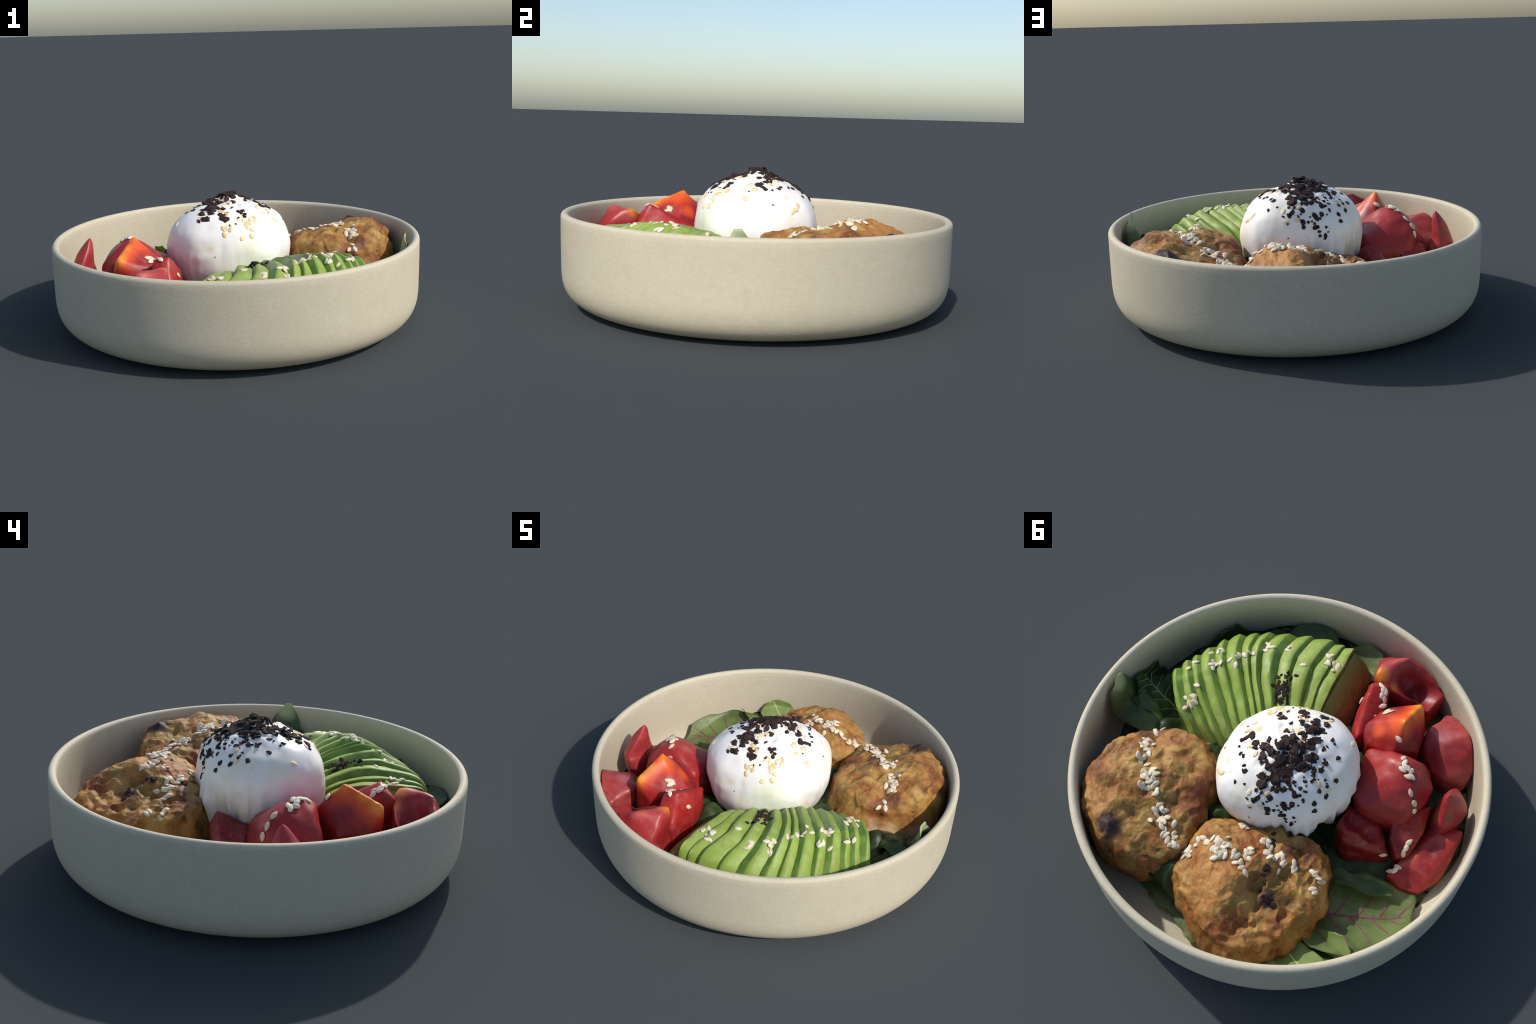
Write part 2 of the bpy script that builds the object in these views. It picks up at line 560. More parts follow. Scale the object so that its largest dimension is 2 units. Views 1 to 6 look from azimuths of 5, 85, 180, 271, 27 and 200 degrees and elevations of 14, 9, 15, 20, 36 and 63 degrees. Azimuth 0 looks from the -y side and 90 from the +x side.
def build_fritters():
    m1 = fritter_crust("vegetable_fritter_crust", rel(F1C, 0.16, [
        ((0.63, 0.57, 0.44), 0.085, BURN, 0.95), ((0.33, 0.28, 0.36), 0.12, RED, 0.8), ((0.62, 0.0, 0.38), 0.09, RED, 0.6),
        ((0.44, 0.38, 0.40), 0.07, srgb(84, 48, 30), 0.7), ((0.78, 0.2, 0.45), 0.05, srgb(90, 60, 36), 0.6),
        ((0.68, 0.06, 0.42), 0.06, srgb(84, 44, 36), 0.7), ((0.66, -0.04, 0.20), 0.13, srgb(196, 176, 152), 0.8),
        ((0.80, 0.10, 0.20), 0.11, srgb(190, 172, 150), 0.7)]), 0.0)
    m2 = fritter_crust("browned_fritter_crust", rel(F2C, 0.16, [
        ((-0.17, 0.60, 0.33), 0.075, BURN, 0.9), ((-0.12, 0.50, 0.40), 0.035, BURN, 0.9), ((-0.24, 0.68, 0.30), 0.05, RED, 0.8),
        ((-0.02, 0.42, 0.42), 0.11, srgb(150, 78, 42), 0.7), ((0.0, 0.86, 0.32), 0.12, RED, 0.55),
        ((-0.28, 0.58, 0.32), 0.04, BURN, 0.5), ((0.08, 0.62, 0.46), 0.16, srgb(178, 120, 62), 0.55)]), 20.0)
    f1 = build_fritter("flat lumpy golden brown vegetable fritter", F1C,
                       [(0.845, 0.44), (0.86, 0.30), (0.825, 0.17), (0.735, 0.065), (0.62, -0.02), (0.43, -0.03), (0.32, 0.08), (0.275, 0.22),
                        (0.265, 0.38), (0.29, 0.54), (0.36, 0.63), (0.48, 0.66), (0.61, 0.655), (0.73, 0.57)],
                       [(0.64, 0.13, 0.45), (0.645, 0.005, 0.392), (0.57, 0.25, 0.472), (0.50, 0.40, 0.435), (0.44, 0.44, 0.41), (0.39, 0.43, 0.405), (0.50, 0.51, 0.415), (0.34, 0.51, 0.38),
                        (0.63, 0.56, 0.44), (0.70, 0.28, 0.492), (0.77, 0.35, 0.482), (0.735, 0.15, 0.468), (0.71, 0.43, 0.468), (0.83, 0.27, 0.44), (0.509, 0.10, 0.462), (0.383, 0.098, 0.43),
                        (0.313, 0.381, 0.39), (0.30, 0.12, 0.41), (0.45, 0.22, 0.465), (0.464, -0.03, 0.43), (0.30, 0.25, 0.415), (0.40, 0.59, 0.37), (0.81, 0.46, 0.43), (0.37, 0.02, 0.425)],
                       0.16, m1, 1.0, [(0.63, 0.57, 0.05, 0.02), (0.40, 0.34, 0.04, -0.03), (0.27, 0.27, 0.05, -0.03)], (-85, 0.055, 45))
    f2 = build_fritter("thick lumpy fried vegetable fritter with burnt spots", F2C,
                       [(0.305, 0.55), (0.285, 0.65), (0.172, 0.745), (0.06, 0.856), (-0.10, 0.874), (-0.22, 0.835), (-0.31, 0.73), (-0.39, 0.55),
                        (-0.38, 0.40), (-0.35, 0.29), (-0.24, 0.25), (-0.12, 0.24), (0.05, 0.27), (0.19, 0.32), (0.28, 0.42)],
                       [(0.108, 0.5, 0.455), (-0.12, 0.496, 0.405), (-0.351, 0.402, 0.333), (-0.177, 0.6, 0.34), (-0.251, 0.72, 0.305),
                        (0.02, 0.60, 0.455), (0.10, 0.63, 0.425), (0.02, 0.72, 0.42), (-0.04, 0.81, 0.362), (0.10, 0.76, 0.368), (0.18, 0.62, 0.40), (0.25, 0.58, 0.36), (0.25, 0.46, 0.355), (0.15, 0.36, 0.40), (0.17, 0.44, 0.44), (0.12, 0.40, 0.42),
                        (-0.05, 0.31, 0.37), (-0.22, 0.30, 0.36), (-0.3, 0.55, 0.32), (-0.22, 0.77, 0.318), (-0.06, 0.64, 0.40), (-0.12, 0.74, 0.34)],
                       0.16, m2, 5.0, [(-0.16, 0.60, 0.06, 0.012), (0.0, 0.40, 0.06, 0.02)])
    return f1, f2


# ------------------------------------------------------------------ avocado fanned into slices
AVO = [  # cross-sections from the west end to the east end: south foot, shoulder, crest, middle, north shoulder, north foot
    [(-0.115, -0.830, 0.26), (-0.115, -0.798, 0.370), (-0.108, -0.69, 0.388), (-0.083, -0.51, 0.372), (-0.072, -0.40, 0.338), (-0.065, -0.29, 0.26)],
    [(0.015, -0.845, 0.25), (0.030, -0.800, 0.380), (0.065, -0.650, 0.408), (0.065, -0.50, 0.410), (0.045, -0.37, 0.375), (0.04, -0.26, 0.31)],
    [(0.295, -0.835, 0.26), (0.300, -0.755, 0.365), (0.302, -0.60, 0.448), (0.262, -0.447, 0.440), (0.20, -0.327, 0.405), (0.15, -0.22, 0.33)],
    [(0.510, -0.725, 0.26), (0.497, -0.650, 0.370), (0.450, -0.50, 0.458), (0.385, -0.39, 0.446), (0.29, -0.24, 0.40), (0.22, -0.12, 0.30)],
    [(0.670, -0.540, 0.26), (0.635, -0.470, 0.385), (0.580, -0.36, 0.445), (0.500, -0.24, 0.42), (0.40, -0.135, 0.36), (0.32, -0.07, 0.24)],
    [(0.775, -0.385, 0.22), (0.745, -0.345, 0.330), (0.700, -0.26, 0.388), (0.640, -0.165, 0.378), (0.560, -0.095, 0.33), (0.49, -0.045, 0.22)],
]


def avocado_surface(t, s):
    """Point of the uncut outer surface: t west->east, s south->north."""
    cols = np.array(AVO)
    sec = np.stack([catmull(cols[:, k], t) for k in range(cols.shape[1])], 0)
    out = np.zeros((len(t), len(s), 3))
    for i in range(len(t)):
        out[i] = catmull(sec[:, i], s)
    return out


def build_avocado():
    root = bpy.data.objects.new("avocado_half", None)
    SCENE.collection.objects.link(root)
    root.location = (0.28, -0.45, 0.2)
    tag(root, "half avocado fanned into thin green slices", "avocado")
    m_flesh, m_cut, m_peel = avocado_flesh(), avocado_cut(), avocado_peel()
    edges = np.linspace(0, 1, 14) ** 0.93
    edges = edges + np.array([0] + [rng.uniform(-0.015, 0.015) for _ in range(12)] + [0])
    slices = []
    ns = 44
    s = np.linspace(0, 1, ns)
    for i in range(13):
        t0, t1 = edges[i], edges[i + 1]
        ov = 0.010 if i < 12 else 0
        # across position, lift: a sloping cut side on the west, then the skin side sinking under the next slice
        wide = rng.uniform(0.9, 1.7)
        prof = [(0.0, -0.014), (0.05, -0.008), (0.24 * wide, 0.008), (0.24 * wide + 0.08, 0.011), (0.60, 0.007), (0.80, 0.0), (0.95, -0.007), (1.0, -0.012)]
        lift = rng.uniform(-0.007, 0.003)
        u = np.array([t0 + (t1 + ov - t0) * p[0] for p in prof])
        g = avocado_surface(np.clip(u, 0, 1), s)
        c = np.array([0.28, -0.45, 0.15])
        nrm = g - c
        nrm[..., 2] *= 1.6
        nrm /= np.linalg.norm(nrm, axis=-1, keepdims=True)
        fade = np.sin(np.pi * np.clip(s * 0.96 + 0.02, 0, 1)) ** 0.4
        g = g + nrm * (np.array([p[1] for p in prof])[:, None, None] * 1.35 + lift) * fade[None, :, None]
        d = 0.007 * fbm(g.reshape(-1, 3), 9, 2, 3 + i * 0.3).reshape(len(prof), ns)
        g = g + nrm * d[..., None]
        # closed slab: outer skin plus an inner floor at constant height
        floor = g.copy()
        floor[..., 2] = 0.19
        cx = g.mean((0, 1))
        floor[..., :2] = cx[:2] + (floor[..., :2] - cx[:2]) * 0.86
        V = np.concatenate([g, floor[::-1]], 0)
        rows = V.shape[0]
        faces = []
        for a in range(rows):
            b = (a + 1) % rows
            for k in range(ns - 1):
                faces.append((a * ns + k, b * ns + k, b * ns + k + 1, a * ns + k + 1))
        faces.append(tuple(a * ns for a in range(rows)))
        faces.append(tuple(a * ns + ns - 1 for a in range(rows))[::-1])
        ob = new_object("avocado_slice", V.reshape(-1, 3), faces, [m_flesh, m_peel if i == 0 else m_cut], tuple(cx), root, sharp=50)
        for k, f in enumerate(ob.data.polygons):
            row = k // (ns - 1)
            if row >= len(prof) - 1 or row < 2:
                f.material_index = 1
        slices.append(ob)
    # browned outer end, sloping out from the first slice down to the salad
    top = catmull(AVO[0], s) + np.array([0.004, 0, -0.008])
    foot = catmull([(-0.20, -0.82, 0.19), (-0.22, -0.75, 0.21), (-0.215, -0.62, 0.20), (-0.215, -0.50, 0.20), (-0.195, -0.42, 0.18), (-0.15, -0.33, 0.15)], s)
    rows = []
    for k in np.linspace(0, 1, 14):
        p = top * (1 - k) + foot * k
        bulge = math.sin(math.pi * k) * 0.020
        rows.append(p + np.array([-bulge, 0, bulge * 0.2]))
    G = np.array(rows)
    G += 0.006 * fbm(G.reshape(-1, 3), 9, 2, 4).reshape(G.shape[:2])[..., None]
    back = np.array([top + np.array([0.02, 0, -0.02]), foot + np.array([0.10, 0, 0.0])])
    V = np.concatenate([G, back[::-1]], 0)
    n = V.shape[0]
    faces = [((a * ns + k), ((a + 1) % n * ns + k), ((a + 1) % n * ns + k + 1), (a * ns + k + 1)) for a in range(n) for k in range(ns - 1)]
    faces += [tuple(a * ns for a in range(n)), tuple(a * ns + ns - 1 for a in range(n))[::-1]]
    new_object("avocado_end", V.reshape(-1, 3), faces, m_peel, tuple(G.mean((0, 1))), root)
    return root, slices


# ------------------------------------------------------------------ tomato pieces
def chunk(points, label, mat, voxel=0.008, smooth=10, lump=0.010, seed=0.0, dents=(), origin_z=None):
    """Rounded solid piece: hull of its corner points, evenly remeshed and relaxed."""
    pts = np.array(points)
    bm = bmesh.new()
    for p in pts:
        bm.verts.new(p)
    bmesh.ops.convex_hull(bm, input=bm.verts)
    loose = [v for v in bm.verts if not v.link_faces]
    bmesh.ops.delete(bm, geom=loose, context="VERTS")
    me = bpy.data.meshes.new("hull")
    bm.to_mesh(me)
    bm.free()
    tmp = bpy.data.objects.new("hull", me)
    SCENE.collection.objects.link(tmp)
    r = tmp.modifiers.new("even", "REMESH")
    smooth = int(smooth * 1.8)
    r.mode, r.voxel_size = "VOXEL", voxel
    sm = tmp.modifiers.new("relax", "SMOOTH")
    sm.factor, sm.iterations = 0.5, smooth
    ev = tmp.evaluated_get(bpy.context.evaluated_depsgraph_get())
    m2 = ev.to_mesh()
    V = np.empty(len(m2.vertices) * 3)
    m2.vertices.foreach_get("co", V)
    V = V.reshape(-1, 3)
    N = np.empty(len(m2.vertices) * 3)
    m2.vertices.foreach_get("normal", N)
    N = N.reshape(-1, 3)
    F = [tuple(p.vertices) for p in m2.polygons]
    ev.to_mesh_clear()
    bpy.data.objects.remove(tmp)
    V = V + N * (0.001 + 0.0004 * smooth + lump * fbm(V, 7, 2, seed))[:, None]
    for (dx, dy, dz), rad, dep in dents:
        w = np.exp(-((V - (dx, dy, dz)) ** 2).sum(1) / rad ** 2)
        V = V - N * (dep * w)[:, None]
    # keep inside the bowl wall
    rad = np.hypot(V[:, 0], V[:, 1])
    lim = np.interp(V[:, 2], [0.05, 0.07, 0.11, 0.16, 0.28], [0.70, 0.80, 0.89, 0.93, 0.955])
    V[:, :2] *= np.minimum(1, lim / np.maximum(rad, 1e-6))[:, None]
    o = (pts[:, 0].mean(), pts[:, 1].mean(), pts[:, 2].min() if origin_z is None else origin_z)
    return tag(new_object("tomato_wedge", V, F, mat, o), label, "tomato")


def floor_of(points, z=0.11, k=1.0):
    p = np.array(points)
    c = p[:, :2].mean(0)
    return [(c[0] + (x - c[0]) * k, c[1] + (y - c[1]) * k, z) for x, y, _ in points]


def build_tomatoes():
    R1, R2 = srgb(160, 38, 34), srgb(136, 28, 30)
    PK = srgb(158, 66, 66)
    OR, YE = srgb(232, 92, 34), srgb(240, 150, 44)
    out = {}

    def add(key, top, label, orange=(), base=R1, second=R2, z=0.11, k=1.0, **kw):
        pts = list(top) + floor_of(top, z, k)
        o = np.array(pts)
        org = np.array((o[:, 0].mean(), o[:, 1].mean(), o[:, 2].min()))
        m = tomato("tomato_flesh_" + key, base, second, [((np.array(p) - org).tolist(), r, c, a) for p, r, c, a in orange])
        out[key] = chunk(pts, label, m, **kw)

    add("orange", [(-0.489, -0.384, 0.553), (-0.475, -0.395, 0.548), (-0.534, -0.552, 0.474), (-0.455, -0.565, 0.36), (-0.335, -0.49, 0.395), (-0.28, -0.40, 0.375),
                   (-0.34, -0.30, 0.37), (-0.48, -0.27, 0.435), (-0.585, -0.36, 0.36), (-0.585, -0.50, 0.35)],
        "red tomato chunk with orange cut face",
        [((-0.47, -0.40, 0.54), 0.14, OR, 0.9), ((-0.54, -0.52, 0.48), 0.12, OR, 0.9), ((-0.49, -0.38, 0.56), 0.06, YE, 0.5),
         ((-0.54, -0.54, 0.48), 0.07, YE, 0.9), ((-0.52, -0.47, 0.52), 0.05, YE, 0.8), ((-0.38, -0.36, 0.44), 0.06, OR, 0.7)],
        smooth=5, seed=1, lump=0.006)
    add("round", [(-0.55, -0.20, 0.505), (-0.50, -0.25, 0.458), (-0.60, -0.25, 0.462), (-0.38, -0.20, 0.405), (-0.36, -0.08, 0.35), (-0.62, -0.087, 0.452),
                  (-0.36, -0.27, 0.39), (-0.655, -0.05, 0.39), (-0.69, -0.10, 0.355), (-0.71, -0.20, 0.345), (-0.66, -0.29, 0.33), (-0.55, 0.0, 0.30), (-0.64, 0.0, 0.27),
                  (-0.42, 0.02, 0.33), (-0.40, -0.02, 0.36), (-0.55, -0.08, 0.445)], "rounded red tomato wedge with glossy skin", seed=2, smooth=16, second=srgb(150, 46, 46))
    # thin crescent of skin standing up against the wall: rings up a curved fin
    rings = [(0.10, -0.80, -0.13, 0.075, 0.115), (0.28, -0.832, -0.150, 0.068, 0.112), (0.33, -0.836, -0.150, 0.056, 0.096), (0.38, -0.826, -0.145, 0.046, 0.076),
             (0.42, -0.815, -0.138, 0.036, 0.055), (0.45, -0.803, -0.130, 0.024, 0.036), (0.475, -0.793, -0.123, 0.011, 0.017), (0.486, -0.789, -0.121, 0.002, 0.003)]
    R = catmull(rings, np.linspace(0, 1, 50))
    a = np.linspace(0, 2 * np.pi, 56, endpoint=False)
    co, si = np.cos(a), np.sin(a)
    X = R[:, 1:2] + R[:, 3:4] * np.sign(co) * np.abs(co) ** 1.25 + 0.35 * (si[None] ** 2) * R[:, 4:5] * 0.5
    Y = R[:, 2:3] + R[:, 4:5] * np.sign(si) * np.abs(si) ** 1.1
    P = np.stack([X, Y, np.repeat(R[:, :1], 56, 1)], -1).reshape(-1, 3)
    P += (0.005 * fbm(P, 8, 2, 3))[:, None] * np.array([1, 1, 0])
    rad = np.hypot(P[:, 0], P[:, 1])
    P[:, :2] *= np.minimum(1, np.interp(P[:, 2], [0.10, 0.16, 0.28], [0.87, 0.93, 0.955]) / rad)[:, None]
    F = grid_faces(50, 56, wrap=True) + [tuple(range(56))[::-1], tuple(49 * 56 + k for k in range(56))]
    blade_mat = tomato("tomato_flesh_blade", srgb(168, 50, 52), srgb(148, 50, 54), [((0.06, 0.05, 0.19), 0.06, srgb(196, 120, 80), 0.6), ((-0.01, 0.07, 0.27), 0.035, srgb(84, 76, 48), 0.5)])
    out["blade"] = tag(new_object("tomato_wedge", P, F, blade_mat, (-0.82, -0.14, 0.10)), "pointed curved tomato skin against the wall", "tomato")
    add("cut_face", [(-0.64, 0.215, 0.14), (-0.72, 0.255, 0.12), (-0.81, 0.25, 0.12), (-0.88, 0.15, 0.14), (-0.905, 0.05, 0.195), (-0.915, -0.07, 0.27), (-0.82, -0.10, 0.23), (-0.76, -0.06, 0.20),
                     (-0.70, 0.075, 0.17)], "tomato wedge lying with cut face up", [((-0.72, 0.12, 0.19), 0.07, srgb(188, 78, 62), 0.7), ((-0.81, 0.05, 0.22), 0.06, srgb(96, 26, 28), 0.6)],
        base=srgb(154, 44, 44), second=srgb(132, 32, 34), seed=4, smooth=6, z=0.06, dents=[((-0.80, 0.06, 0.24), 0.05, 0.03)])
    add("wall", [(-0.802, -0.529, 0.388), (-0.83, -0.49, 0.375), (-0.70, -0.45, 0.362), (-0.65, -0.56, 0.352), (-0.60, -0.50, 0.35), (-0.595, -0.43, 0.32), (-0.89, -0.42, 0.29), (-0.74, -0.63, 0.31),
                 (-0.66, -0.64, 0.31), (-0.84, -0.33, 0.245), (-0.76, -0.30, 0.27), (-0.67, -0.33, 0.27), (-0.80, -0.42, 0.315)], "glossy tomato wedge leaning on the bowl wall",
        [((-0.68, -0.48, 0.37), 0.06, srgb(176, 108, 112), 0.6)], base=PK, second=srgb(152, 48, 48), seed=5, smooth=8, dents=[((-0.66, -0.36, 0.29), 0.05, 0.02)])  # pale pink spot: skin highlight painted into the colour
    add("hollow", [(-0.265, -0.655, 0.462), (-0.27, -0.72, 0.455), (-0.39, -0.79, 0.468), (-0.49, -0.79, 0.43), (-0.56, -0.765, 0.385), (-0.62, -0.72, 0.35), (-0.57, -0.60, 0.34), (-0.44, -0.61, 0.38),
                   (-0.31, -0.62, 0.43), (-0.26, -0.82, 0.355), (-0.43, -0.85, 0.38), (-0.27, -0.87, 0.26), (-0.60, -0.74, 0.29)],
        "tomato wedge with hollow seed cavity", [((-0.29, -0.66, 0.45), 0.06, YE, 0.7), ((-0.36, -0.64, 0.40), 0.05, srgb(190, 110, 50), 0.6), ((-0.48, -0.68, 0.34), 0.09, srgb(66, 18, 22), 0.85)],
        base=srgb(160, 46, 46), second=srgb(144, 36, 38), seed=6, smooth=5, dents=[((-0.51, -0.67, 0.39), 0.07, 0.12), ((-0.43, -0.70, 0.43), 0.055, 0.07)])
    add("seeded", [(-0.27, -0.57, 0.492), (-0.345, -0.57, 0.468), (-0.28, -0.315, 0.37), (-0.245, -0.37, 0.372), (-0.25, -0.45, 0.368), (-0.25, -0.60, 0.40), (-0.25, -0.66, 0.33),
                   (-0.36, -0.50, 0.41), (-0.34, -0.64, 0.41), (-0.38, -0.44, 0.37), (-0.24, -0.56, 0.38)], "tomato wedge with smooth red skin",
        base=srgb(168, 40, 34), second=srgb(150, 34, 32), seed=7, smooth=7)
    add("low", [(-0.385, 0.175, 0.378), (-0.43, 0.16, 0.362), (-0.345, 0.15, 0.345), (-0.47, 0.03, 0.25), (-0.42, 0.205, 0.30), (-0.56, 0.15, 0.20), (-0.62, 0.14, 0.18), (-0.54, 0.02, 0.24),
                (-0.39, 0.20, 0.32), (-0.36, 0.0, 0.28)], "dark red tomato wedge beside the cheese", base=srgb(136, 26, 28), second=srgb(112, 20, 24),
        seed=8, smooth=3, z=0.08, dents=[((-0.42, 0.09, 0.34), 0.05, 0.03), ((-0.50, 0.11, 0.30), 0.05, 0.04)])
    add("middle", [(-0.58, -0.01, 0.30), (-0.69, -0.07, 0.325), (-0.73, -0.13, 0.29), (-0.74, 0.0, 0.26), (-0.71, 0.11, 0.20), (-0.65, 0.14, 0.20), (-0.60, 0.08, 0.24)],
        "small tomato piece wedged between the others", base=srgb(150, 40, 34), second=srgb(124, 26, 28), seed=9, smooth=4, z=0.08)
    return out


# ------------------------------------------------------------------ salad leaves
def build_leaf(label, spine, widths, side, mat, cup=0.1, ripple=0.012, seed=0.0, thick=0.007, veins=None, vein_r=0.006, rib_only=False):
    spine = np.array(spine, float)
    nu, nv = 44, 25
    u = np.linspace(0, 1, nu)
    v = np.linspace(-1, 1, nv)
    C = catmull(spine, u)
    T = np.gradient(C, axis=0)
    T /= np.linalg.norm(T, axis=1)[:, None]
    S = np.array(side, float)
    S = S[None] - (T @ S)[:, None] * T
    S /= np.linalg.norm(S, axis=1)[:, None]
    N = np.cross(T, S)
    N[N[:, 2] < 0] *= 1
    if N[:, 2].mean() < 0:
        N = -N
    W = np.interp(u, np.linspace(0, 1, len(widths)), widths)

    def surf(uu, vv):
        i = np.clip(uu, 0, 1)
        c = np.stack([np.interp(i, u, C[:, k]) for k in range(3)], -1)
        s = np.stack([np.interp(i, u, S[:, k]) for k in range(3)], -1)
        n = np.stack([np.interp(i, u, N[:, k]) for k in range(3)], -1)
        w = np.interp(i, u, W)
        p = c + s * (vv * w)[..., None]
        h = cup * w * vv ** 2 + ripple * fbm(p.reshape(-1, 3), 9, 2, seed).reshape(w.shape) * (0.3 + np.abs(vv))
        p = p + n * h[..., None]
        # nothing may poke through the bowl wall
        rr = np.hypot(p[..., 0], p[..., 1])
        lim = np.interp(p[..., 2], [0.05, 0.1, 0.2, 0.3], [0.70, 0.86, 0.935, 0.948])
        f = np.minimum(1, lim / np.maximum(rr, 1e-6))
        p[..., 0] *= f
        p[..., 1] *= f
        return p, n

    U, Vv = np.meshgrid(u, v, indexing="ij")
    P, Nn = surf(U, Vv)
    edge = (1 - np.abs(Vv) ** 6 * 0.8) * np.minimum(1, np.minimum(U, 1 - U) * 30 + 0.25)
    top, bot = P + Nn * (thick * 0.5 * edge)[..., None], P - Nn * (thick * 0.5 * edge)[..., None]
    V = np.concatenate([top.reshape(-1, 3), bot.reshape(-1, 3)])
    M = nu * nv
    faces = grid_faces(nu, nv) + [tuple(M + i for i in f[::-1]) for f in grid_faces(nu, nv)]
    for i in range(nu - 1):
        faces.append((i * nv, (i + 1) * nv, M + (i + 1) * nv, M + i * nv))
        faces.append((i * nv + nv - 1, M + i * nv + nv - 1, M + (i + 1) * nv + nv - 1, (i + 1) * nv + nv - 1))
    for j in range(nv - 1):
        faces.append((j, M + j, M + j + 1, j + 1))
        faces.append(((nu - 1) * nv + j, (nu - 1) * nv + j + 1, M + (nu - 1) * nv + j + 1, M + (nu - 1) * nv + j))
    org = tuple(C[0])
    ob = tag(new_object("salad_leaf", V, faces, mat, org), label, "salad leaf")
    if veins:
        lines = [([(0.0, 0.0), (0.95, 0.0)], 1.0)]
        if not rib_only:
            for k, a in enumerate((0.12, 0.3, 0.48, 0.64, 0.78)):
                lines += [([(a, 0.0), (a + 0.12, 0.4), (a + 0.2, 0.85)], 0.5), ([(a + 0.06, 0.0), (a + 0.16, -0.4), (a + 0.24, -0.85)], 0.5)]
        vv, ff = [], []
        for ln, k in lines:
            ln = np.array(ln)
            q = np.linspace(0, 1, 26)
            uv = catmull(ln, q)
            p, n = surf(np.clip(uv[:, 0], 0, 1), uv[:, 1])
            p = p + n * thick * 0.45
            t = np.gradient(p, axis=0)
            t /= np.linalg.norm(t, axis=1)[:, None] + 1e-9
            b = np.cross(t, n)
            r = vein_r * k * (1 - 0.75 * q)
            base = len(vv)
            for i in range(len(q)):
                for a in np.linspace(0, 2 * np.pi, 7)[:-1]:
                    vv.append(p[i] + b[i] * math.cos(a) * r[i] + n[i] * math.sin(a) * r[i] * 0.5)
            ff += [tuple(base + x for x in f) for f in grid_faces(len(q), 6, wrap=True)]
            ff += [tuple(base + x for x in range(6)), tuple(base + (len(q) - 1) * 6 + x for x in range(6))[::-1]]
        new_object("leaf_vein", vv, ff, veins, org, ob)
    return ob


